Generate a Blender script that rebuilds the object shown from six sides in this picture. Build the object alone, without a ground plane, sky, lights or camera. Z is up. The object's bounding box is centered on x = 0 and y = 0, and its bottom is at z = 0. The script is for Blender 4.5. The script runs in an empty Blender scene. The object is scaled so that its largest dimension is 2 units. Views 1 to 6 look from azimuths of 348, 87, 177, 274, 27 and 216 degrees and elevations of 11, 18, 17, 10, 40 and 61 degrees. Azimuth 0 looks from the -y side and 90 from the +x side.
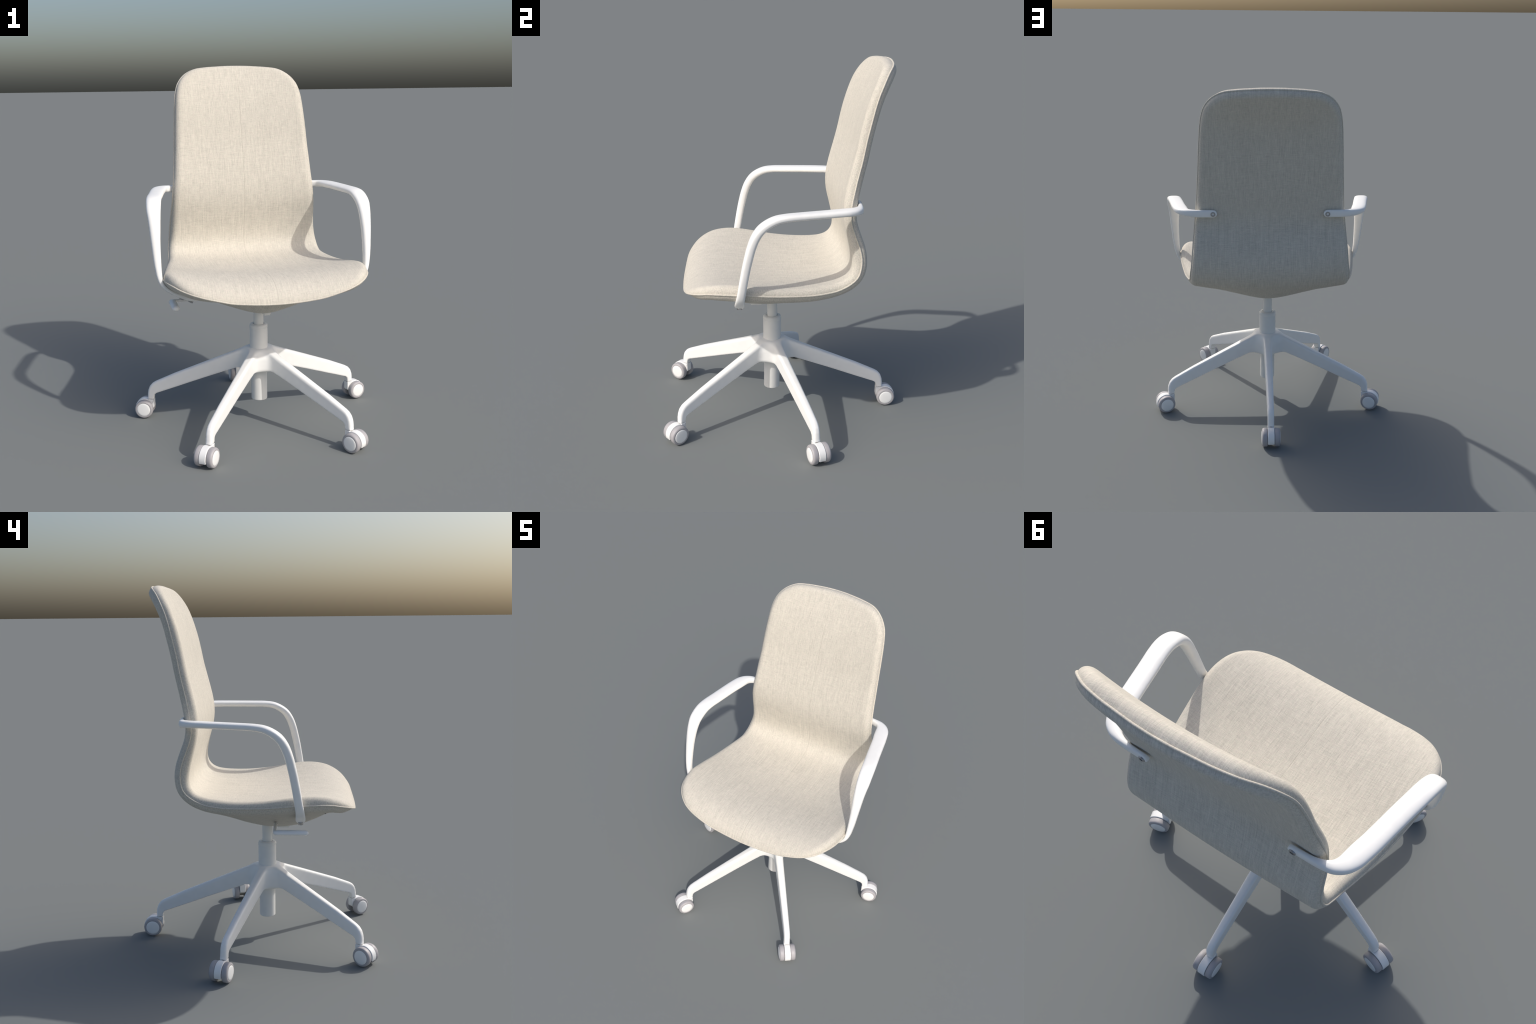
"""Upholstered swivel office chair: fabric shell with piping, loop armrests,
five-star base on twin-wheel casters, gas column and height lever."""
import bpy, bmesh, math
import numpy as np
from mathutils import Matrix, Vector

COLUMN_Y = -0.058                      # the swivel axis stands at x = 0, y = COLUMN_Y

# ------------------------------------------------------------------ materials
def new_material(name):
    m = bpy.data.materials.new(name)
    m.use_nodes = True
    nt = m.node_tree
    return m, nt, nt.nodes["Principled BSDF"]

def plain(name, color, rough=0.4, metallic=0.0, spec=0.5):
    m, nt, b = new_material(name)
    b.inputs["Base Color"].default_value = (*color, 1)
    b.inputs["Roughness"].default_value = rough
    b.inputs["Metallic"].default_value = metallic
    b.inputs["Specular IOR Level"].default_value = spec
    return m

def painted(name, color, rough):
    """Powder-coated metal or plastic: one colour with a faint mottle and orange-peel bump."""
    m, nt, b = new_material(name)
    n = nt.nodes
    tc = n.new("ShaderNodeTexCoord")
    noise = n.new("ShaderNodeTexNoise"); noise.inputs["Scale"].default_value = 30
    noise.inputs["Detail"].default_value = 3
    nt.links.new(tc.outputs["Object"], noise.inputs["Vector"])
    ramp = n.new("ShaderNodeValToRGB")
    ramp.color_ramp.elements[0].color = (*[c * 0.975 for c in color], 1)
    ramp.color_ramp.elements[1].color = (*color, 1)
    ramp.color_ramp.elements[0].position = 0.3
    ramp.color_ramp.elements[1].position = 0.65
    nt.links.new(noise.outputs["Fac"], ramp.inputs["Fac"])
    nt.links.new(ramp.outputs["Color"], b.inputs["Base Color"])
    b.inputs["Roughness"].default_value = rough
    return m

def fabric(name, centre_seam):
    """Heathered linen weave: warp threads run along the profile (constant x),
    weft threads run across it (constant y + z)."""
    m, nt, b = new_material(name)
    n, L = nt.nodes, nt.links
    def node(kind, **kw):
        k = n.new(kind)
        for a, v in kw.items():
            setattr(k, a, v)
        return k
    def math_(op, a, bb=None):
        k = node("ShaderNodeMath", operation=op)
        for i, v in enumerate((a, bb)):
            if v is None:
                continue
            if isinstance(v, (int, float)):
                k.inputs[i].default_value = v
            else:
                L.new(v, k.inputs[i])
        return k.outputs[0]
    tc = node("ShaderNodeTexCoord")
    sep = node("ShaderNodeSeparateXYZ"); L.new(tc.outputs["Object"], sep.inputs[0])
    x, s = sep.outputs["X"], math_("ADD", sep.outputs["Y"], sep.outputs["Z"])
    depth = math_("SUBTRACT", sep.outputs["Y"], sep.outputs["Z"])
    def noise(sx, ss, sd, detail, rough=0.6):
        c = node("ShaderNodeCombineXYZ")
        L.new(math_("MULTIPLY", x, sx), c.inputs[0])
        L.new(math_("MULTIPLY", s, ss), c.inputs[1])
        L.new(math_("MULTIPLY", depth, sd), c.inputs[2])
        k = node("ShaderNodeTexNoise")
        k.inputs["Scale"].default_value = 1.0
        k.inputs["Detail"].default_value = detail
        k.inputs["Roughness"].default_value = rough
        L.new(c.outputs[0], k.inputs["Vector"])
        return k.outputs["Fac"]
    warp = noise(345, 20, 3, 2)          # streaks along the chair
    weft = noise(26, 345, 3, 2)          # and across it
    slub = noise(185, 6, 2, 2)           # longer, broader warp slubs
    fleck = noise(340, 330, 60, 2, 0.7)  # heather
    cloud = noise(9, 9, 3, 3)
    total = math_("ADD", math_("MULTIPLY", warp, 0.31), math_("MULTIPLY", weft, 0.29))
    total = math_("ADD", total, math_("MULTIPLY", slub, 0.20))
    total = math_("ADD", total, math_("MULTIPLY", fleck, 0.32))
    total = math_("ADD", total, math_("MULTIPLY", cloud, 0.05))   # mean ~0.565
    # where the cloth turns down the sides it is seen across its threads: plain heather there
    geo = node("ShaderNodeNewGeometry")
    nsep = node("ShaderNodeSeparateXYZ"); L.new(geo.outputs["True Normal"], nsep.inputs[0])
    ss = node("ShaderNodeMapRange", interpolation_type="SMOOTHSTEP")
    L.new(math_("ABSOLUTE", nsep.outputs["X"]), ss.inputs["Value"])
    ss.inputs["From Min"].default_value = 0.40; ss.inputs["From Max"].default_value = 0.75
    wool = node("ShaderNodeTexNoise"); wool.inputs["Scale"].default_value = 150; wool.inputs["Detail"].default_value = 3
    L.new(tc.outputs["Object"], wool.inputs["Vector"])
    side = math_("ADD", math_("MULTIPLY", wool.outputs["Fac"], 0.5), 0.325)
    m1 = node("ShaderNodeMix", data_type="FLOAT")
    L.new(ss.outputs[0], m1.inputs["Factor"]); L.new(total, m1.inputs["A"]); L.new(side, m1.inputs["B"])
    total = m1.outputs["Result"]
    ramp = node("ShaderNodeValToRGB")
    e = ramp.color_ramp.elements
    e[0].position, e[0].color = 0.405, (*FABRIC_DARK, 1)
    e[1].position, e[1].color = 0.715, (*FABRIC_LIGHT, 1)
    mid = e.new(0.56); mid.color = (*FABRIC_MID, 1)
    L.new(total, ramp.inputs["Fac"])
    hue = node("ShaderNodeMix", data_type="RGBA", blend_type="MULTIPLY")
    tint = node("ShaderNodeValToRGB")
    tint.color_ramp.elements[0].position, tint.color_ramp.elements[0].color = 0.35, (0.996, 0.986, 0.985, 1)
    tint.color_ramp.elements[1].position, tint.color_ramp.elements[1].color = 0.65, (0.976, 0.996, 0.978, 1)
    L.new(noise(110, 60, 20, 2), tint.inputs["Fac"])
    hue.inputs["Factor"].default_value = 1.0
    L.new(ramp.outputs["Color"], hue.inputs["A"]); L.new(tint.outputs["Color"], hue.inputs["B"])
    color = hue.outputs["Result"]
    if centre_seam:                       # the sewn joint down the middle of the pad
        line = math_("LESS_THAN", math_("ABSOLUTE", x), 0.0008)
        mix = node("ShaderNodeMix", data_type="RGBA")
        L.new(math_("MULTIPLY", line, 0.30), mix.inputs["Factor"])
        L.new(color, mix.inputs["A"])
        mix.inputs["B"].default_value = (0.22, 0.19, 0.15, 1)
        color = mix.outputs["Result"]
    L.new(color, b.inputs["Base Color"])
    b.inputs["Roughness"].default_value = 0.95
    b.inputs["Specular IOR Level"].default_value = 0.15
    b.inputs["Sheen Weight"].default_value = 0.08
    bump = node("ShaderNodeBump")
    bump.inputs["Strength"].default_value = 0.25
    bump.inputs["Distance"].default_value = 0.002
    L.new(math_("ADD", warp, math_("ADD", weft, fleck)), bump.inputs["Height"])
    L.new(bump.outputs["Normal"], b.inputs["Normal"])
    return m

FABRIC_DARK = (0.448, 0.424, 0.374)
FABRIC_MID = (0.610, 0.572, 0.507)
FABRIC_LIGHT = (0.740, 0.690, 0.606)
MAT_PAD = fabric("linen_pad", True)
MAT_SHELL = fabric("linen_shell", False)
MAT_WHITE = painted("white_powder_coat", (0.93, 0.93, 0.915), 0.38)
MAT_PLASTIC = painted("white_plastic", (0.92, 0.92, 0.91), 0.30)
MAT_COLUMN = painted("column_white", (0.87, 0.865, 0.84), 0.40)
MAT_TYRE = painted("grey_rubber", (0.43, 0.415, 0.43), 0.5)
MAT_STEEL = plain("bolt_steel", (0.42, 0.42, 0.43), 0.30, 1.0)
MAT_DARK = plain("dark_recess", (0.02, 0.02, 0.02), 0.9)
MAT_AXLE = plain("axle_housing_grey", (0.30, 0.28, 0.25), 0.6)

# ------------------------------------------------------------------ object helpers
chair = bpy.data.objects.new("office_chair", None)
bpy.context.collection.objects.link(chair)
chair["label"] = "beige upholstered swivel office chair with white armrests and casters"
chair["category"] = "office chair"

def add(name, mesh, mat=None, parent=chair, matrix=None):
    ob = bpy.data.objects.new(name, mesh)
    bpy.context.collection.objects.link(ob)
    ob.parent = parent
    if mat and not mesh.materials:
        mesh.materials.append(mat)
    if matrix is not None:
        ob.matrix_local = matrix
    return ob

def mesh_of(verts, faces, smooth=True, merge=0.0):
    me = bpy.data.meshes.new("part")
    me.from_pydata([tuple(map(float, v)) for v in verts], [], [tuple(map(int, f)) for f in faces])
    bm = bmesh.new(); bm.from_mesh(me)
    if merge:
        bmesh.ops.remove_doubles(bm, verts=bm.verts, dist=merge)
    bmesh.ops.recalc_face_normals(bm, faces=bm.faces)
    bm.to_mesh(me); bm.free()
    if smooth:
        me.polygons.foreach_set("use_smooth", [True] * len(me.polygons))
    return me

def sharpen(me, degrees=35):
    me.set_sharp_from_angle(angle=math.radians(degrees))
    return me

def spline(points, n, closed=False, power=0.5):
    """Catmull-Rom through the control points, resampled at n equal steps of length."""
    p = np.asarray(points, float)
    if closed:
        p = np.vstack([p[-1], p, p[0], p[1]])
    else:
        p = np.vstack([2 * p[0] - p[1], p, 2 * p[-1] - p[-2]])
    out = []
    for i in range(1, len(p) - 2):
        a, b, c, d = p[i - 1:i + 3]
        t0 = 0; t1 = np.linalg.norm(b - a) ** power; t2 = t1 + np.linalg.norm(c - b) ** power
        t3 = t2 + np.linalg.norm(d - c) ** power
        t = np.linspace(t1, t2, 40, endpoint=False)[:, None]
        A1 = (t1 - t) / (t1 - t0) * a + (t - t0) / (t1 - t0) * b
        A2 = (t2 - t) / (t2 - t1) * b + (t - t1) / (t2 - t1) * c
        A3 = (t3 - t) / (t3 - t2) * c + (t - t2) / (t3 - t2) * d
        B1 = (t2 - t) / (t2 - t0) * A1 + (t - t0) / (t2 - t0) * A2
        B2 = (t3 - t) / (t3 - t1) * A2 + (t - t1) / (t3 - t1) * A3
        out.append((t2 - t) / (t2 - t1) * B1 + (t - t1) / (t2 - t1) * B2)
    out = np.vstack(out + [p[-2][None]])
    return resample(out, n)

def resample(c, n):
    s = np.r_[0, np.cumsum(np.linalg.norm(np.diff(c, axis=0), axis=1))]
    q = np.linspace(0, s[-1], n)
    return np.stack([np.interp(q, s, c[:, i]) for i in range(c.shape[1])], 1)

def blur(a, sigma, passes=1):
    k = np.exp(-0.5 * (np.arange(-3 * sigma, 3 * sigma + 1) / sigma) ** 2); k /= k.sum()
    h = len(k) // 2
    pad = [2 * a[0] - a[h:0:-1], a, 2 * a[-1] - a[-2:-h - 2:-1]]
    return np.convolve(np.concatenate(pad), k, "valid")

def lathe(profile, n=48, axis="z", offset=(0, 0, 0)):
    """Revolve (radius, height) pairs; radius 0 closes the end."""
    verts, faces, rows = [], [], []
    for r, h in profile:
        if r < 1e-6:
            rows.append([len(verts)]); verts.append((0, 0, h))
        else:
            rows.append(list(range(len(verts), len(verts) + n)))
            verts += [(r * math.cos(2 * math.pi * i / n), r * math.sin(2 * math.pi * i / n), h) for i in range(n)]
    for a, b in zip(rows, rows[1:]):
        for i in range(n):
            j = (i + 1) % n
            q = [a[i % len(a)], a[j % len(a)], b[j % len(b)], b[i % len(b)]]
            q = list(dict.fromkeys(q))
            if len(q) > 2:
                faces.append(q)
    v = np.array(verts)
    if axis == "y":
        v = v[:, [0, 2, 1]]
    if axis == "x":
        v = v[:, [2, 0, 1]]
    return mesh_of(v + np.array(offset), faces)

# ------------------------------------------------------------------ upholstered shell
# Front face of the pad on the centre line (y, z), from below the front lip to above the top
# edge; it runs on straight past both edges, the edge rounding is taken off separately.
CENTRE = [(-.572, .715), (-.566, .745), (-.559, .775), (-.552, .803), (-.543, .827), (-.526, .850), (-.500, .871), (-.470, .887), (-.430, .899), (-.380, .906),
          (-.300, .907), (-.230, .9025), (-.163, .896), (-.100, .892), (0, .8895), (.055, .889), (.120, .891),
          (.180, .896), (.240, .905), (.283, .919), (.314, .944), (.329, .976), (.331, 1.010), (.323, 1.065),
          (.303, 1.145), (.290, 1.200), (.284, 1.260), (.287, 1.320), (.299, 1.390), (.319, 1.475), (.3425, 1.5655),
          (.366, 1.675), (.383, 1.740), (.399, 1.790), (.421, 1.850), (.445, 1.905), (.471, 1.957), (.500, 2.007), (.540, 2.072)]
# Piping line, right half (x, y, z) from the middle of the top edge to the middle of the front lip.
SEAM = [(0, .546, 1.9925), (.06, .544, 1.9918), (.113, .539, 1.9895), (.190, .530, 1.984), (.258, .5145, 1.9735), (.316, .485, 1.942),
        (.354, .457, 1.894), (.3705, .434, 1.842), (.3785, .417, 1.788), (.3845, .400, 1.719), (.390, .381, 1.640),
        (.3965, .359, 1.527), (.402, .341, 1.453), (.4065, .327, 1.388), (.4135, .3125, 1.312), (.4190, .3090, 1.252),
        (.4225, .3150, 1.213), (.427, .3305, 1.167), (.432, .3540, 1.105), (.4355, .3655, 1.062), (.438, .3690, 1.030),
        (.443, .3650, .986), (.449, .3510, .948), (.453, .3170, .914), (.462, .2520, .8825), (.4790, .1800, .872),
        (.4930, .1180, .8695), (.5110, .0150, .873), (.5290, -.100, .881), (.5420, -.215, .894), (.5430, -.290, .8975),
        (.5305, -.361, .897), (.508, -.413, .8915), (.475, -.457, .879), (.426, -.496, .8645), (.373, -.518, .8505),
        (.307, -.532, .8355), (.240, -.539, .821), (.154, -.5435, .8115), (.075, -.546, .8065), (0, -.547, .8045)]

cen = spline(CENTRE, 900)
cen = np.stack([blur(cen[:, 0], 9), blur(cen[:, 1], 9)], 1)
cen = resample(cen, 900)
cs = np.r_[0, np.cumsum(np.linalg.norm(np.diff(cen, axis=0), axis=1))]
tan = np.gradient(cen, cs, axis=0); tan /= np.linalg.norm(tan, axis=1)[:, None]
nor = np.stack([-tan[:, 1], tan[:, 0]], 1)               # out of the sitting side

def at_s(table, s):
    return np.stack([np.interp(s, cs, table[:, i]) for i in range(2)], -1)

def project(yz):
    """Length along the centre line and height over it of points in the y-z plane."""
    s_out, g_out = [], []
    for p in yz:
        i = int(np.argmin(((cen - p) ** 2).sum(1)))
        d = p - cen[i]
        s_out.append(cs[i] + d @ tan[i]); g_out.append(d @ nor[i])
    return np.array(s_out), np.array(g_out)

def s_near(y, z):
    return project(np.array([[y, z]]))[0][0]

NROW = 330
seam = spline(SEAM, NROW)
seam_s, seam_g = project(seam[:, 1:])
seam_g = blur(seam_g, 3)
SIDE_TOP, SIDE_FRONT = s_near(.43, 1.86), s_near(-.40, .90)      # the straight-ish side run
side = (seam_s < SIDE_TOP) & (seam_s > SIDE_FRONT)
o = np.argsort(seam_s[side])
side_s, side_x, side_g = seam_s[side][o], seam[side, 0][o], seam_g[side][o]
half_width = lambda s: np.interp(s, side_s, side_x)
edge_g = lambda s: np.interp(s, side_s, side_g)

def along(table):
    """A quantity given at places (y, z, value) of the centre line, as a smooth function of s."""
    t = sorted((s_near(y, z), v) for y, z, v in table)
    grid = np.interp(cs, [a for a, _ in t], [v for _, v in t])
    grid = blur(grid, 14)
    return lambda s: np.interp(s, cs, grid)

# how far the pad curls forward (dishes) at its side edges, relative to the centre line
dish = along([(-.552, .803, .006), (-.50, .871, .014), (-.45, .893, .024), (-.39, .905, .032), (-.33, .907, .038), (-.26, .905, .039),
              (-.15, .895, .034), (-.05, .8905, .021), (.05, .889, .015), (.15, .893, .012), (.30, .93, .009),
              (.331, 1.0, .008), (.303, 1.145, .006), (.284, 1.26, .012), (.287, 1.32, .015), (.319, 1.475, .013),
              (.35, 1.6, .016), (.399, 1.79, .021), (.445, 1.905, .024)])
# thickness pad + shell on the centre line (deep under the seat, where the mechanism sits)
thick = along([(-.572, .715, .016), (-.552, .803, .022), (-.543, .827, .033), (-.526, .850, .054), (-.50, .871, .080), (-.47, .887, .109), (-.43, .899, .143), (-.37, .9065, .181),
               (-.29, .907, .212), (-.20, .90, .232), (-.12, .8935, .233), (-.05, .8905, .228), (.05, .889, .203), (.114, .891, .162),
               (.18, .896, .122), (.24, .905, .102), (.283, .919, .091), (.314, .944, .079), (.331, 1.0, .068),
               (.323, 1.065, .061), (.303, 1.145, .052), (.284, 1.26, .049), (.287, 1.32, .054), (.299, 1.39, .056),
               (.319, 1.475, .052), (.3425, 1.5655, .046), (.399, 1.79, .047), (.421, 1.85, .056), (.445, 1.905, .069), (.50, 2.007, .080)])
vee = along([(-.56, .77, 2.0), (-.50, .871, .6), (-.45, .893, .28), (-.30, .907, .17), (.02, .889, .18), (.08, .89, .30), (.13, .891, .60), (.18, .896, 1.2), (.24, .905, 2.0), (.40, 1.79, 2.0)])
rim = along([(-.56, .77, .020), (-.52, .855, .024), (-.40, .904, .032), (.5, 2.0, .032)])   # the shell's rolled rim stands this far behind the piping
FOOT_LO, FOOT_HI = s_near(-.27, .905), s_near(.372, 1.70)

def roll(d, r, p):
    return 1 - (1 - np.clip(1 - d / r, 0, 1) ** p) ** (1 / p)

def sheet(front):
    r, p = (0.042, 2.2) if front else (0.034, 2.0)
    # ring distances: the seam groove next to the centre, an even field, then the edge rounding
    edge_d = r * (1 - np.sin(np.linspace(0, 1, 15) * math.pi / 2))[0:]
    verts, rows, tags = [], [], []
    for k in range(NROW):
        X, S, G = seam[k, 0], seam_s[k], seam_g[k]
        foot = min(max(S, FOOT_LO), FOOT_HI)
        length = math.hypot(X, S - foot)
        inner = np.r_[0, 0.0022, 0.0048, np.linspace(0.02, length - r, 30)] / length
        t = np.r_[inner, (1 - edge_d / length)[1:]]
        x, s = X * t, foot + (S - foot) * t
        d = (1 - t) * length
        if front:
            lat = lambda xx, ss: dish(ss) * (xx / half_width(ss)) ** 2
        else:
            def lat(xx, ss):
                # across: a shallow vee under the seat (small a), a plain dish on the back (large a)
                q, a = np.clip(xx / half_width(ss), 0, 1.1), vee(ss)
                f = ((np.sqrt(q * q + a * a) - a) / (np.sqrt(1 + a * a) - a))
                return -thick(ss) + (edge_g(ss) - rim(ss) + thick(ss)) * f
        g = lat(x, s) + (G - lat(X, S)) * roll(d, r, p)
        if front:
            g = g - 0.0007 * np.exp(-(x / 0.0018) ** 2) * np.clip(d / 0.02, 0, 1)
        yz = at_s(cen, s) + at_s(nor, s) * g[:, None]
        over = s - np.clip(s, cs[0], cs[-1])
        verts.append(np.column_stack([x, yz]))
    V = np.array(verts)                                 # rows x rings x 3
    nk, nr = V.shape[:2]
    right = V.reshape(-1, 3)
    left = right * [-1, 1, 1]
    allv = np.vstack([right, left])
    faces = []
    for off, flip in ((0, False), (nk * nr, True)):
        for k in range(nk - 1):
            for j in range(nr - 1):
                q = [off + k * nr + j, off + k * nr + j + 1, off + (k + 1) * nr + j + 1, off + (k + 1) * nr + j]
                faces.append(q[::-1] if flip else q)
    me = mesh_of(allv, faces, merge=2e-5)
    return me

def split_by(me, tests, mat):
    """Cut a smooth mesh into regions; every region keeps the whole surface's normals."""
    nv = len(me.vertices)
    co = np.zeros(nv * 3); me.vertices.foreach_get("co", co); co = co.reshape(-1, 3)
    no = np.zeros(nv * 3); me.vertex_normals.foreach_get("vector", no); no = no.reshape(-1, 3)
    polys = [list(p.vertices) for p in me.polygons]
    cent = np.array([co[p].mean(0) for p in polys])
    taken = np.zeros(len(polys), bool)
    obs = []
    for name, test in tests:
        pick = test(cent) & ~taken
        taken |= pick
        faces = [polys[i] for i in np.nonzero(pick)[0]]
        used = np.unique(np.concatenate(faces))
        remap = -np.ones(nv, int); remap[used] = np.arange(len(used))
        m = bpy.data.meshes.new(name)
        m.from_pydata(co[used].tolist(), [], [remap[f].tolist() for f in faces])
        m.polygons.foreach_set("use_smooth", [True] * len(m.polygons))
        m.normals_split_custom_set_from_vertices(no[used].tolist())
        obs.append(add(name, m, mat))
    bpy.data.meshes.remove(me)
    return obs

# the seat and the back part at the bend, on the bisecting plane of the two
is_back = lambda c: (c[:, 2] - 0.93) + (c[:, 1] - 0.33) > 0
everything = lambda c: np.ones(len(c), bool)
pad = sheet(True)
shell = sheet(False)

def outward(me, probe, direction):
    """Flip the whole mesh if the face nearest to probe looks away from direction."""
    p = min(me.polygons, key=lambda q: (q.center - Vector(probe)).length)
    if p.normal.dot(Vector(direction)) < 0:
        me.flip_normals()
sv = np.array([v.co for v in shell.vertices])
def on_shell(x, y, z):
    return sv[np.argmin(((sv - [x, y, z]) ** 2).sum(1))]
outward(pad, (.2, 0, .89), (0, 0, 1))
outward(shell, (.2, .45, 1.6), (0, 1, 0))
split_by(pad, [("backrest_cushion", is_back), ("seat_cushion", everything)], MAT_PAD)
split_by(shell, [("backrest_shell", is_back), ("seat_shell", everything)], MAT_SHELL)

def tube(path, radii, sides=12, closed=False, up=(0, 0, 1), caps=True):
    p = np.asarray(path, float); n = len(p)
    t = np.roll(p, -1, 0) - np.roll(p, 1, 0) if closed else np.gradient(p, axis=0)
    t /= np.linalg.norm(t, axis=1)[:, None]
    r = np.broadcast_to(radii, n)
    verts = []
    v = np.asarray(up, float)
    for i in range(n):
        v = v - (v @ t[i]) * t[i]; v /= np.linalg.norm(v)
        w = np.cross(t[i], v)
        a = np.linspace(0, 2 * math.pi, sides, endpoint=False)
        verts.append(p[i] + r[i] * (np.cos(a)[:, None] * v + np.sin(a)[:, None] * w))
    verts = np.vstack(verts)
    faces = []
    for i in range(n if closed else n - 1):
        i2 = (i + 1) % n
        for j in range(sides):
            j2 = (j + 1) % sides
            faces.append((i * sides + j, i * sides + j2, i2 * sides + j2, i2 * sides + j))
    if not closed and caps:
        faces += [tuple(range(sides)), tuple(range((n - 1) * sides, n * sides))]
    return mesh_of(verts, faces)

# piping: a thin fabric cord all round, pushed a little outward from the seam
ring = np.vstack([seam, (seam * [-1, 1, 1])[-2:0:-1]])
tr = np.roll(ring, -1, 0) - np.roll(ring, 1, 0); tr /= np.linalg.norm(tr, axis=1)[:, None]
rs, _ = project(ring[:, 1:])
nn = at_s(nor, np.clip(rs, 0, cs[-1])); nn = np.column_stack([np.zeros(len(nn)), nn])
out = np.cross(tr, nn); out /= np.linalg.norm(out, axis=1)[:, None]
if out[NROW // 2, 0] < 0:
    out = -out
add("piping", tube(ring + out * 0.0010, 0.0046, 10, closed=True), MAT_SHELL)

# ------------------------------------------------------------------ armrests
# centre of the bar (right side), half size across (u) and half size through (v)
ARM = [(.2962, .3590, 1.2985, .0060, .0010), (.2975, .3590, 1.2985, .0085, .0075), (.3020, .3590, 1.2985, .0100, .0148),
       (.3090, .3590, 1.2985, .0105, .0197), (.3175, .3590, 1.2985, .0105, .0213), (.350, .3585, 1.2990, .0105, .0213),
       (.395, .3565, 1.2990, .0125, .0213), (.432, .3500, 1.2995, .0175, .0208), (.462, .3380, 1.3010, .0250, .0202),
       (.4860, .3130, 1.3025, .0340, .0192), (.4985, .2820, 1.3030, .0400, .0185), (.5055, .2480, 1.3030, .0415, .0182),
       (.5160, .1950, 1.3020, .0412, .0180), (.5250, .1450, 1.3010, .0410, .0178), (.5415, .0500, 1.2985, .0410, .0178),
       (.5555, -.0240, 1.2955, .0412, .0180), (.5630, -.0720, 1.2880, .0412, .0190), (.5680, -.1120, 1.2705, .0405, .0205),
       (.5720, -.1480, 1.2430, .0385, .0220), (.5735, -.1760, 1.2010, .0340, .0230), (.5742, -.1960, 1.1480, .0298, .0230),
       (.5745, -.2082, 1.1000, .0264, .0228), (.5735, -.2193, 1.0500, .0236, .0224), (.5720, -.2287, 1.0000, .0212, .0220),
       (.5690, -.2372, .9500, .0183, .0218), (.5640, -.2435, .9080, .0155, .0218), (.5530, -.2490, .8740, .0130, .0228),
       (.5300, -.2515, .8480, .0120, .0242), (.4950, -.2520, .8245, .0116, .0258), (.4550, -.2520, .8065, .0140, .0262),
       (.4150, -.2520, .7945, .0175, .0245), (.3880, -.2520, .7885, .0185, .0225), (.3740, -.2520, .7855, .0150, .0150)]

def armrest():
    a = spline(ARM, 190)
    a[:, 3:] *= 0.975
    a[:, 0] += 0.003 * np.interp(a[:, 1], [-.24, -.15, .20, .30], [0, 1, 1, 0])
    p = a[:, :3]
    t = np.gradient(p, axis=0); t /= np.linalg.norm(t, axis=1)[:, None]
    m = 40
    ang = np.linspace(0, 2 * math.pi, m, endpoint=False)
    c, s_ = np.cos(ang), np.sin(ang)
    e = 2 / 2.7                                              # slightly squared oval
    cu, cv = np.sign(c) * abs(c) ** e, np.sign(s_) * abs(s_) ** e
    v = np.array([0, 0, 1.0]); verts = []
    for i in range(len(p)):
        v = v - (v @ t[i]) * t[i]; v /= np.linalg.norm(v)
        u = np.cross(t[i], v)
        verts.append(p[i] + a[i, 3] * cu[:, None] * u + a[i, 4] * cv[:, None] * v)
    n = len(p)
    faces = [(i * m + j, i * m + (j + 1) % m, (i + 1) * m + (j + 1) % m, (i + 1) * m + j) for i in range(n - 1) for j in range(m)]
    faces += [tuple(range(m)), tuple(range((n - 1) * m, n * m))]
    return np.vstack(verts), faces

av, af = armrest()
def bolt_mesh():
    """Domed socket-head bolt along +z, hexagonal recess."""
    bm = bmesh.new()
    prof = [(.0000, .0000), (.0085, .0000), (.0085, .0030), (.0078, .0042), (.0052, .0047), (.0046, .0046), (.0042, .0015), (0, .0012)]
    bm.free()
    return sharpen(lathe(prof, 24), 40)
bolt = bolt_mesh(); bolt.materials.append(MAT_STEEL)
for sx in (1, -1):
    me = mesh_of(av * [sx, 1, 1], af)
    sharpen(me, 60)
    arm = add("armrest", me, MAT_WHITE)
    # back bolt faces +y
    b = add("bolt", bolt, None, arm, Matrix.Translation((sx * .3185, .3665, 1.2975)) @ Matrix.Rotation(-math.pi / 2, 4, "X") @ Matrix.Scale(1.6, 4))
    # two bolts under the foot, facing down and outward
    for bx, bz in ((.452, .7925), (.405, .7735)):
        add("bolt", bolt, None, arm, Matrix.Translation((sx * bx, -.252, bz)) @ Matrix.Rotation(sx * -math.radians(26), 4, "Y") @ Matrix.Rotation(math.pi, 4, "X") @ Matrix.Scale(1.6, 4))

# ------------------------------------------------------------------ column
def column_part(name, prof, mat):
    me = sharpen(lathe(prof, 64, offset=(0, COLUMN_Y, 0)), 40)
    return add(name, me, mat)
column_part("column_sleeve", [(0, .40), (.0505, .40), (.0508, .5450), (.0498, .5462), (.0498, .5476), (.0516, .5490), (.0520, .5570), (.0510, .5625), (.0480, .5668),
                              (.0440, .5690), (.0330, .5695), (.0315, .5660), (.0300, .5660), (0, .5660)], MAT_COLUMN)
column_part("gas_lift", [(0, .55), (.0280, .55), (.0280, .700), (0, .700)], MAT_COLUMN)
column_part("column_tube", [(0, .1262), (.0425, .1262), (.0447, .1285), (.0450, .1310), (.0450, .410), (0, .410)], MAT_COLUMN)

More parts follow.
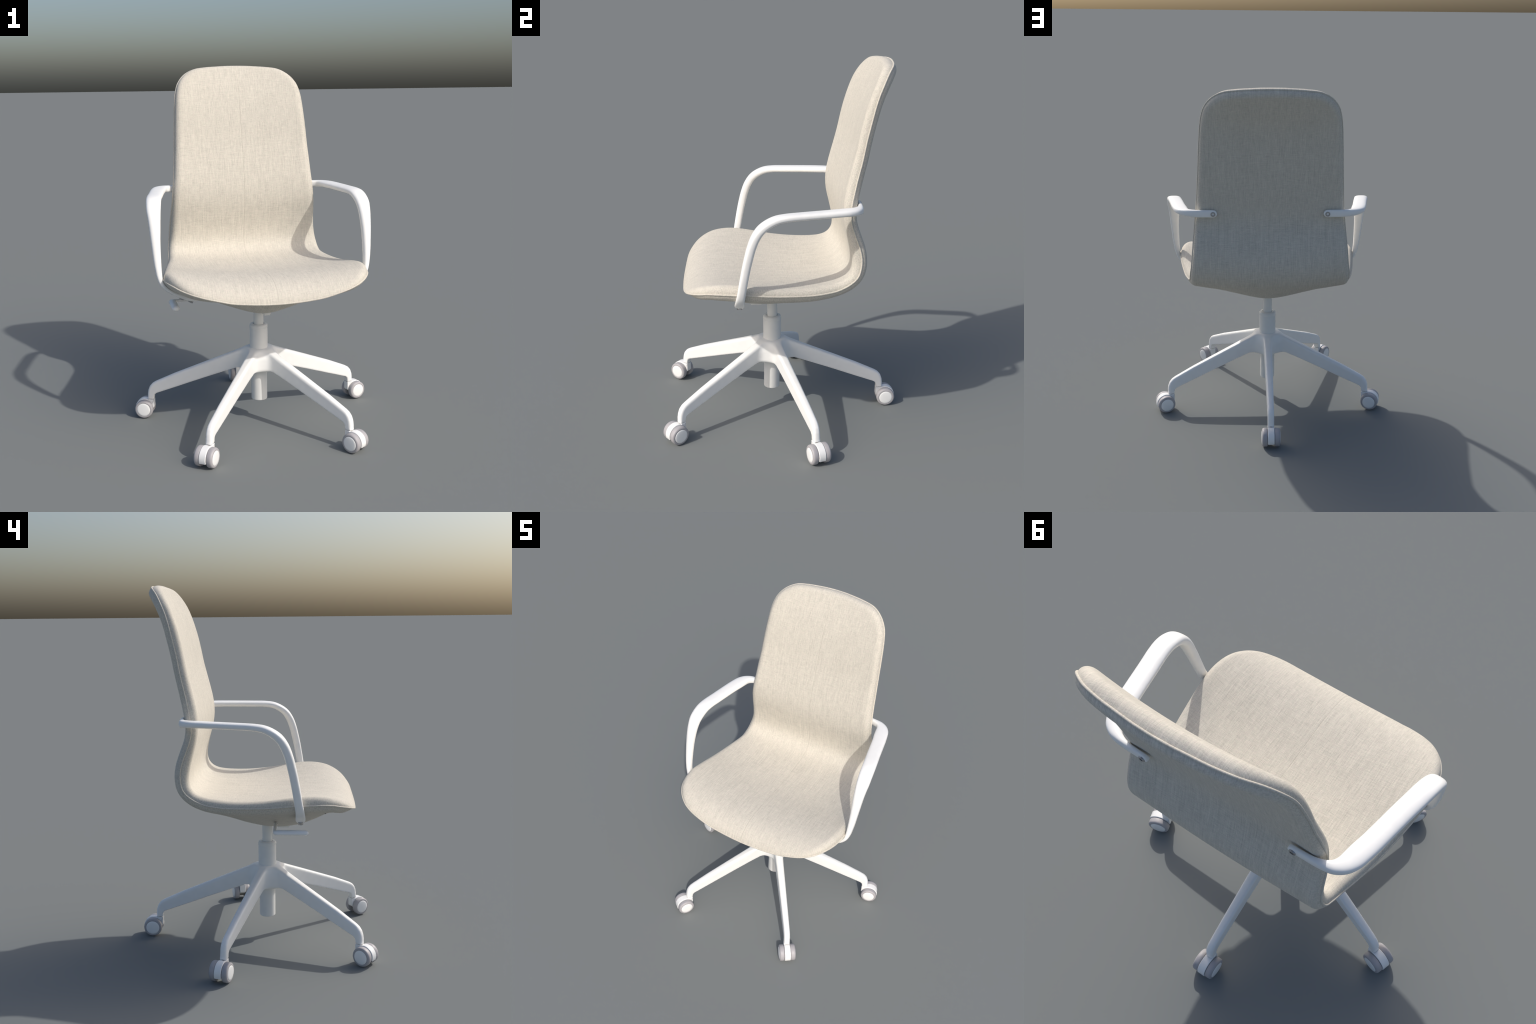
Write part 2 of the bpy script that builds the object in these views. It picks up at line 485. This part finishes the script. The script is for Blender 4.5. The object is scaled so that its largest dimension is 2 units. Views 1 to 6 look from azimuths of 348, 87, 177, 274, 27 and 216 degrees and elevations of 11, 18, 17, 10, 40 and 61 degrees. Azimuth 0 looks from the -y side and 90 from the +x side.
# ------------------------------------------------------------------ five-star base, from a distance field
LEG_TOP = [(0, .462), (.10, .4215), (.20, .381), (.35, .3205), (.49, .2635), (.602, .2125), (.622, .2005), (.638, .182), (.6475, .158), (.6505, .135), (.6505, .1065)]
LEG_BOTTOM = [(.6135, .1065), (.6115, .128), (.606, .138), (.596, .1445), (.49, .1825), (.35, .2340), (.21, .2840), (.13, .3110), (.09, .317), (0, .317)]

def star_field(h):
    # profile of a leg as a 2-D distance table
    poly = np.array(LEG_TOP + LEG_BOTTOM)
    rr = np.arange(-.12, .74, .004); zz = np.arange(.02, .56, .004)
    R, Z = np.meshgrid(rr, zz, indexing="ij")
    def seg_dist(a, b):
        d = b - a
        k = np.clip(((R - a[0]) * d[0] + (Z - a[1]) * d[1]) / (d @ d), 0, 1)
        return np.hypot(R - a[0] - k * d[0], Z - a[1] - k * d[1])
    nt = len(LEG_TOP)
    dt = np.min([seg_dist(poly[i], poly[i + 1]) for i in range(nt - 1)], 0)
    db = np.min([seg_dist(poly[i], poly[i + 1]) for i in range(nt - 1, len(poly) - 1)], 0)
    inside = np.zeros(R.shape, bool)
    for a, b in zip(poly, np.roll(poly, -1, 0)):
        cross = (a[1] > Z) != (b[1] > Z)
        with np.errstate(divide="ignore", invalid="ignore"):
            xi = (b[0] - a[0]) * (Z - a[1]) / (b[1] - a[1]) + a[0]
        inside ^= cross & (R < xi)
    prof = np.where(inside, -1, 1) * np.minimum(dt, db)
    prof = np.where((R < 0), np.maximum(np.interp(0, [0], [0]) - R, prof), prof)
    topness = db / (dt + db + 1e-9)
    def lookup(table, r, z):
        fi = np.clip((r - rr[0]) / .004, 0, len(rr) - 1.001); fj = np.clip((z - zz[0]) / .004, 0, len(zz) - 1.001)
        i, j = fi.astype(int), fj.astype(int); a, b = fi - i, fj - j
        return (table[i, j] * (1 - a) * (1 - b) + table[i + 1, j] * a * (1 - b) + table[i, j + 1] * (1 - a) * b + table[i + 1, j + 1] * a * b)
    def leg(x, y, z, ang):
        r = x * math.cos(ang) + y * math.sin(ang)
        t = -x * math.sin(ang) + y * math.cos(ang)
        a = lookup(prof, r, z)
        w = np.interp(r, [.08, .2, .45, .6], [.0278, .0242, .0207, .0190])
        b = abs(t) - w
        k = .004 + .010 * np.clip((lookup(topness, r, z) - .35) / .4, 0, 1)
        return np.hypot(np.maximum(a + k, 0), np.maximum(b + k, 0)) - k + np.minimum(np.maximum(a + k, b + k), 0)
    def smin(a, b, k):
        q = np.clip(k - abs(a - b), 0, None) / k
        return np.minimum(a, b) - q * q * k * .25
    ax = np.arange(-.72, .72, h); az = np.arange(.09, .47, h)
    field = np.empty((len(ax), len(ax), len(az)), np.float32)
    X, Y = np.meshgrid(ax, ax, indexing="ij")
    sector = math.radians(72)
    ang = np.arctan2(Y, X) - math.radians(18)
    near = np.round(ang / sector) * sector
    A = ang - near; Rr = np.hypot(X, Y)
    fx, fy = Rr * np.cos(A), abs(Rr * np.sin(A))
    for i, z in enumerate(az):
        zz_ = np.full_like(fx, z)
        l0 = leg(fx, fy, zz_, 0.0)
        l1 = leg(fx, fy, zz_, sector)
        top = .4320 - .85 * np.clip(Rr - .05, 0, 1) * 1.0
        hub = np.maximum(Rr - .082, np.maximum((z - top) * .8, .317 - z))
        a, b = Rr - .090 + .012, np.maximum((z - top) * .8, .317 - z) + .012
        hub = np.hypot(np.maximum(a, 0), np.maximum(b, 0)) - .012 + np.minimum(np.maximum(a, b), 0)
        f = smin(smin(l0, l1, .06), hub, .04)
        c = z - .4340 + .006                       # flat seat round the sleeve
        a = f + .006
        field[:, :, i] = np.hypot(np.maximum(a, 0), max(c, 0)) - .006 + np.minimum(np.maximum(a, c), 0)
    return field, np.array([ax[0], ax[0], az[0]])

def surface_net(f, origin, h):
    """Naive surface nets: one vertex per cell that the zero level crosses, quads across crossing edges."""
    s = f < 0
    nx, ny, nz = f.shape
    corners = [(i, j, k) for i in (0, 1) for j in (0, 1) for k in (0, 1)]
    cnt = sum(s[i:nx - 1 + i, j:ny - 1 + j, k:nz - 1 + k].astype(np.int8) for i, j, k in corners)
    cells = np.argwhere((cnt > 0) & (cnt < 8))
    val = np.stack([f[cells[:, 0] + i, cells[:, 1] + j, cells[:, 2] + k] for i, j, k in corners], 1)
    C = np.array(corners, float)
    acc = np.zeros((len(cells), 3)); num = np.zeros(len(cells))
    for a in range(8):
        for b in range(a + 1, 8):
            if abs(C[a] - C[b]).sum() != 1:
                continue
            m = (val[:, a] < 0) != (val[:, b] < 0)
            t = val[m, a] / (val[m, a] - val[m, b])
            acc[m] += C[a] + t[:, None] * (C[b] - C[a]); num[m] += 1
    verts = origin + h * (cells + acc / num[:, None])
    index = -np.ones((nx, ny, nz), np.int32); index[tuple(cells.T)] = np.arange(len(cells))
    faces = []
    for ax in range(3):
        u, v = (ax + 1) % 3, (ax + 2) % 3
        lo = [slice(1, -1)] * 3; hi = [slice(1, -1)] * 3
        hi[ax] = slice(2, None)
        A, B = s[tuple(lo)], s[tuple(hi)]
        e = np.argwhere(A != B) + 1
        flip = s[tuple(e.T)]
        du = np.zeros(3, int); du[u] = 1; dv = np.zeros(3, int); dv[v] = 1
        q = np.stack([index[tuple((e - du - dv).T)], index[tuple((e - dv).T)], index[tuple(e.T)], index[tuple((e - du).T)]], 1)
        q[~flip] = q[~flip][:, ::-1]
        faces.append(q)
    return verts, np.vstack(faces)

H = 0.0045
fv, ff = surface_net(*star_field(H), H)
fv = fv + [0, COLUMN_Y, 0]
star = mesh_of(fv, ff)
sm = bmesh.new(); sm.from_mesh(star)
for _ in range(2):
    bmesh.ops.smooth_vert(sm, verts=sm.verts, factor=0.3, use_axis_x=True, use_axis_y=True, use_axis_z=True)
sm.to_mesh(star); sm.free()
def leg_test(a):
    def test(c):
        x, y = c[:, 0], c[:, 1] - COLUMN_Y
        d = (np.degrees(np.arctan2(y, x)) - a + 180) % 360 - 180
        return (abs(d) < 36) & (np.hypot(x, y) > .125)
    return test
LEG_ANGLES = [18 + 72 * i for i in range(5)]
split_by(star, [("base_leg", leg_test(a)) for a in LEG_ANGLES] + [("base_hub", everything)], MAT_WHITE)

# ------------------------------------------------------------------ casters
PIVOT_R, WHEEL_OUT, WHEEL_Z, WHEEL_R = .632, .0365, .0525, .0525

def caster_housing():
    """Swivel neck and the hood between the wheels: a side profile (outward, up) with depth, edges chamfered."""
    prof = [(-.0185, .1035), (-.0180, .1050), (.0100, .1050)]
    for i in range(22):
        a = math.radians(116 - 136 * i / 21)
        prof.append((WHEEL_OUT + .0553 * math.cos(a), WHEEL_Z + .0553 * math.sin(a)))
    prof += [(.0800, .0345), (.0700, .0380), (.0560, .0380), (.0470, .0300), (.0365, .0270), (.0220, .0300), (.0060, .0430), (-.0120, .0520), (-.0175, .0580), (-.0185, .0640)]
    half, ch = .0188, .0022
    p = np.array(prof); c = p.mean(0)
    d = np.roll(p, -1, 0) - np.roll(p, 1, 0); d /= np.linalg.norm(d, axis=1)[:, None]
    # profile runs clockwise: the inside lies to the right of the direction of travel
    inset = p + np.stack([d[:, 1], -d[:, 0]], 1) * ch
    n = len(p); verts = []
    for y, q in ((-half, inset), (-half + ch, p), (half - ch, p), (half, inset)):
        verts += [(a, y, b) for a, b in q]
    faces = [(r * n + i, r * n + (i + 1) % n, (r + 1) * n + (i + 1) % n, (r + 1) * n + i) for r in range(3) for i in range(n)]
    faces += [tuple(range(n)), tuple(range(3 * n, 4 * n))]
    return sharpen(mesh_of(verts, faces), 30)

housing = caster_housing(); housing.materials.append(MAT_PLASTIC)
neck = sharpen(lathe([(0, .098), (.0135, .098), (.0135, .112), (0, .112)], 24), 40); neck.materials.append(MAT_AXLE)
axle = sharpen(lathe([(0, -.020), (.0330, -.020), (.0330, .020), (0, .020)], 32, "y", (WHEEL_OUT, 0, WHEEL_Z)), 40); axle.materials.append(MAT_AXLE)
tyre_prof = [(.0300, .0205), (.0470, .0200), (.0510, .0212), (.0525, .0245), (.0525, .0400), (.0519, .0440), (.0498, .0478), (.0470, .0500),
             (.0430, .0512), (.0395, .0514), (.0385, .0506), (.0375, .0490), (.0300, .0490)]
cap_prof = [(.0383, .0480), (.0383, .0512), (.0376, .0521), (.0300, .0534), (.0180, .0542), (0, .0545)]
tyres, caps = [], []
for sy in (1, -1):
    t = sharpen(lathe([(r, y * sy) for r, y in tyre_prof], 56, "y", (WHEEL_OUT, 0, WHEEL_Z)), 50); t.materials.append(MAT_TYRE); tyres.append(t)
    c = sharpen(lathe([(r, y * sy) for r, y in cap_prof], 48, "y", (WHEEL_OUT, 0, WHEEL_Z)), 50); c.materials.append(MAT_PLASTIC); caps.append(c)
for a in LEG_ANGLES:
    m = Matrix.Translation((0, COLUMN_Y, 0)) @ Matrix.Rotation(math.radians(a), 4, "Z") @ Matrix.Translation((PIVOT_R, 0, 0))
    cast = add("caster", housing, None, chair, m)
    add("caster_neck", neck, None, cast)
    add("caster_axle", axle, None, cast)
    for t, c in zip(tyres, caps):
        add("tyre", t, None, cast)
        add("wheel_cap", c, None, cast)

# ------------------------------------------------------------------ lever and fittings under the seat
def oval_bar(path, hu, hv, up=(0, 0, 1), m=28):
    p = np.asarray(path, float); t = np.gradient(p, axis=0); t /= np.linalg.norm(t, axis=1)[:, None]
    a = np.linspace(0, 2 * math.pi, m, endpoint=False); verts = []
    for i in range(len(p)):
        v = np.asarray(up, float); v = v - (v @ t[i]) * t[i]; v /= np.linalg.norm(v); u = np.cross(t[i], v)
        verts.append(p[i] + hu[i] * np.cos(a)[:, None] * u + hv[i] * np.sin(a)[:, None] * v)
    n = len(p)
    faces = [(i * m + j, i * m + (j + 1) % m, (i + 1) * m + (j + 1) % m, (i + 1) * m + j) for i in range(n - 1) for j in range(m)]
    faces += [tuple(range(m)), tuple(range((n - 1) * m, n * m))]
    return mesh_of(np.vstack(verts), faces)
k = np.array([0, .02, .06, .12, .25, .5, .75, .9, .96, .99, 1.0])
grow = np.array([.35, .6, .85, 1, 1, 1, 1, 1, .85, .55, .2])
path = np.array([[-.489, -.1135 - .180 * q, .7455] for q in k])
lever = add("height_lever", oval_bar(path, .0205 * grow, .0140 * grow), MAT_PLASTIC)
add("lever_rod", tube([(-.200, -.119, .735), (-.26, -.119, .7445), (-.34, -.119, .7470), (-.475, -.119, .7470), (-.488, -.121, .7465)], .0085, 14), MAT_COLUMN, lever)

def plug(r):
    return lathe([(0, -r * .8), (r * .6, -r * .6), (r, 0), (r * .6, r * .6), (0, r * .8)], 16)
for sx in (1, -1):
    add("screw_recess", plug(.006), MAT_DARK, chair, Matrix.Translation(on_shell(sx * .35, -.374, .817) + [0, 0, .002]))
add("lever_slot", plug(.013), MAT_DARK, chair, Matrix.Translation(on_shell(-.255, -.119, .745) + [.004, 0, .004]))

def block(lo, hi, bevel):
    bm = bmesh.new()
    bmesh.ops.create_cube(bm, size=1)
    lo, hi = Vector(lo), Vector(hi)
    for v in bm.verts:
        v.co = Vector(((hi[i] + lo[i]) / 2 + v.co[i] * (hi[i] - lo[i]) for i in range(3)))
    bmesh.ops.bevel(bm, geom=list(bm.edges), offset=bevel, segments=2, affect="EDGES")
    me = bpy.data.meshes.new("block"); bm.to_mesh(me); bm.free()
    return sharpen(me, 40)
add("tilt_mechanism", block((.002, -.184, .646), (.042, -.115, .690), .005), MAT_COLUMN)

if __name__ == "__main__":
    bpy.context.view_layer.update()
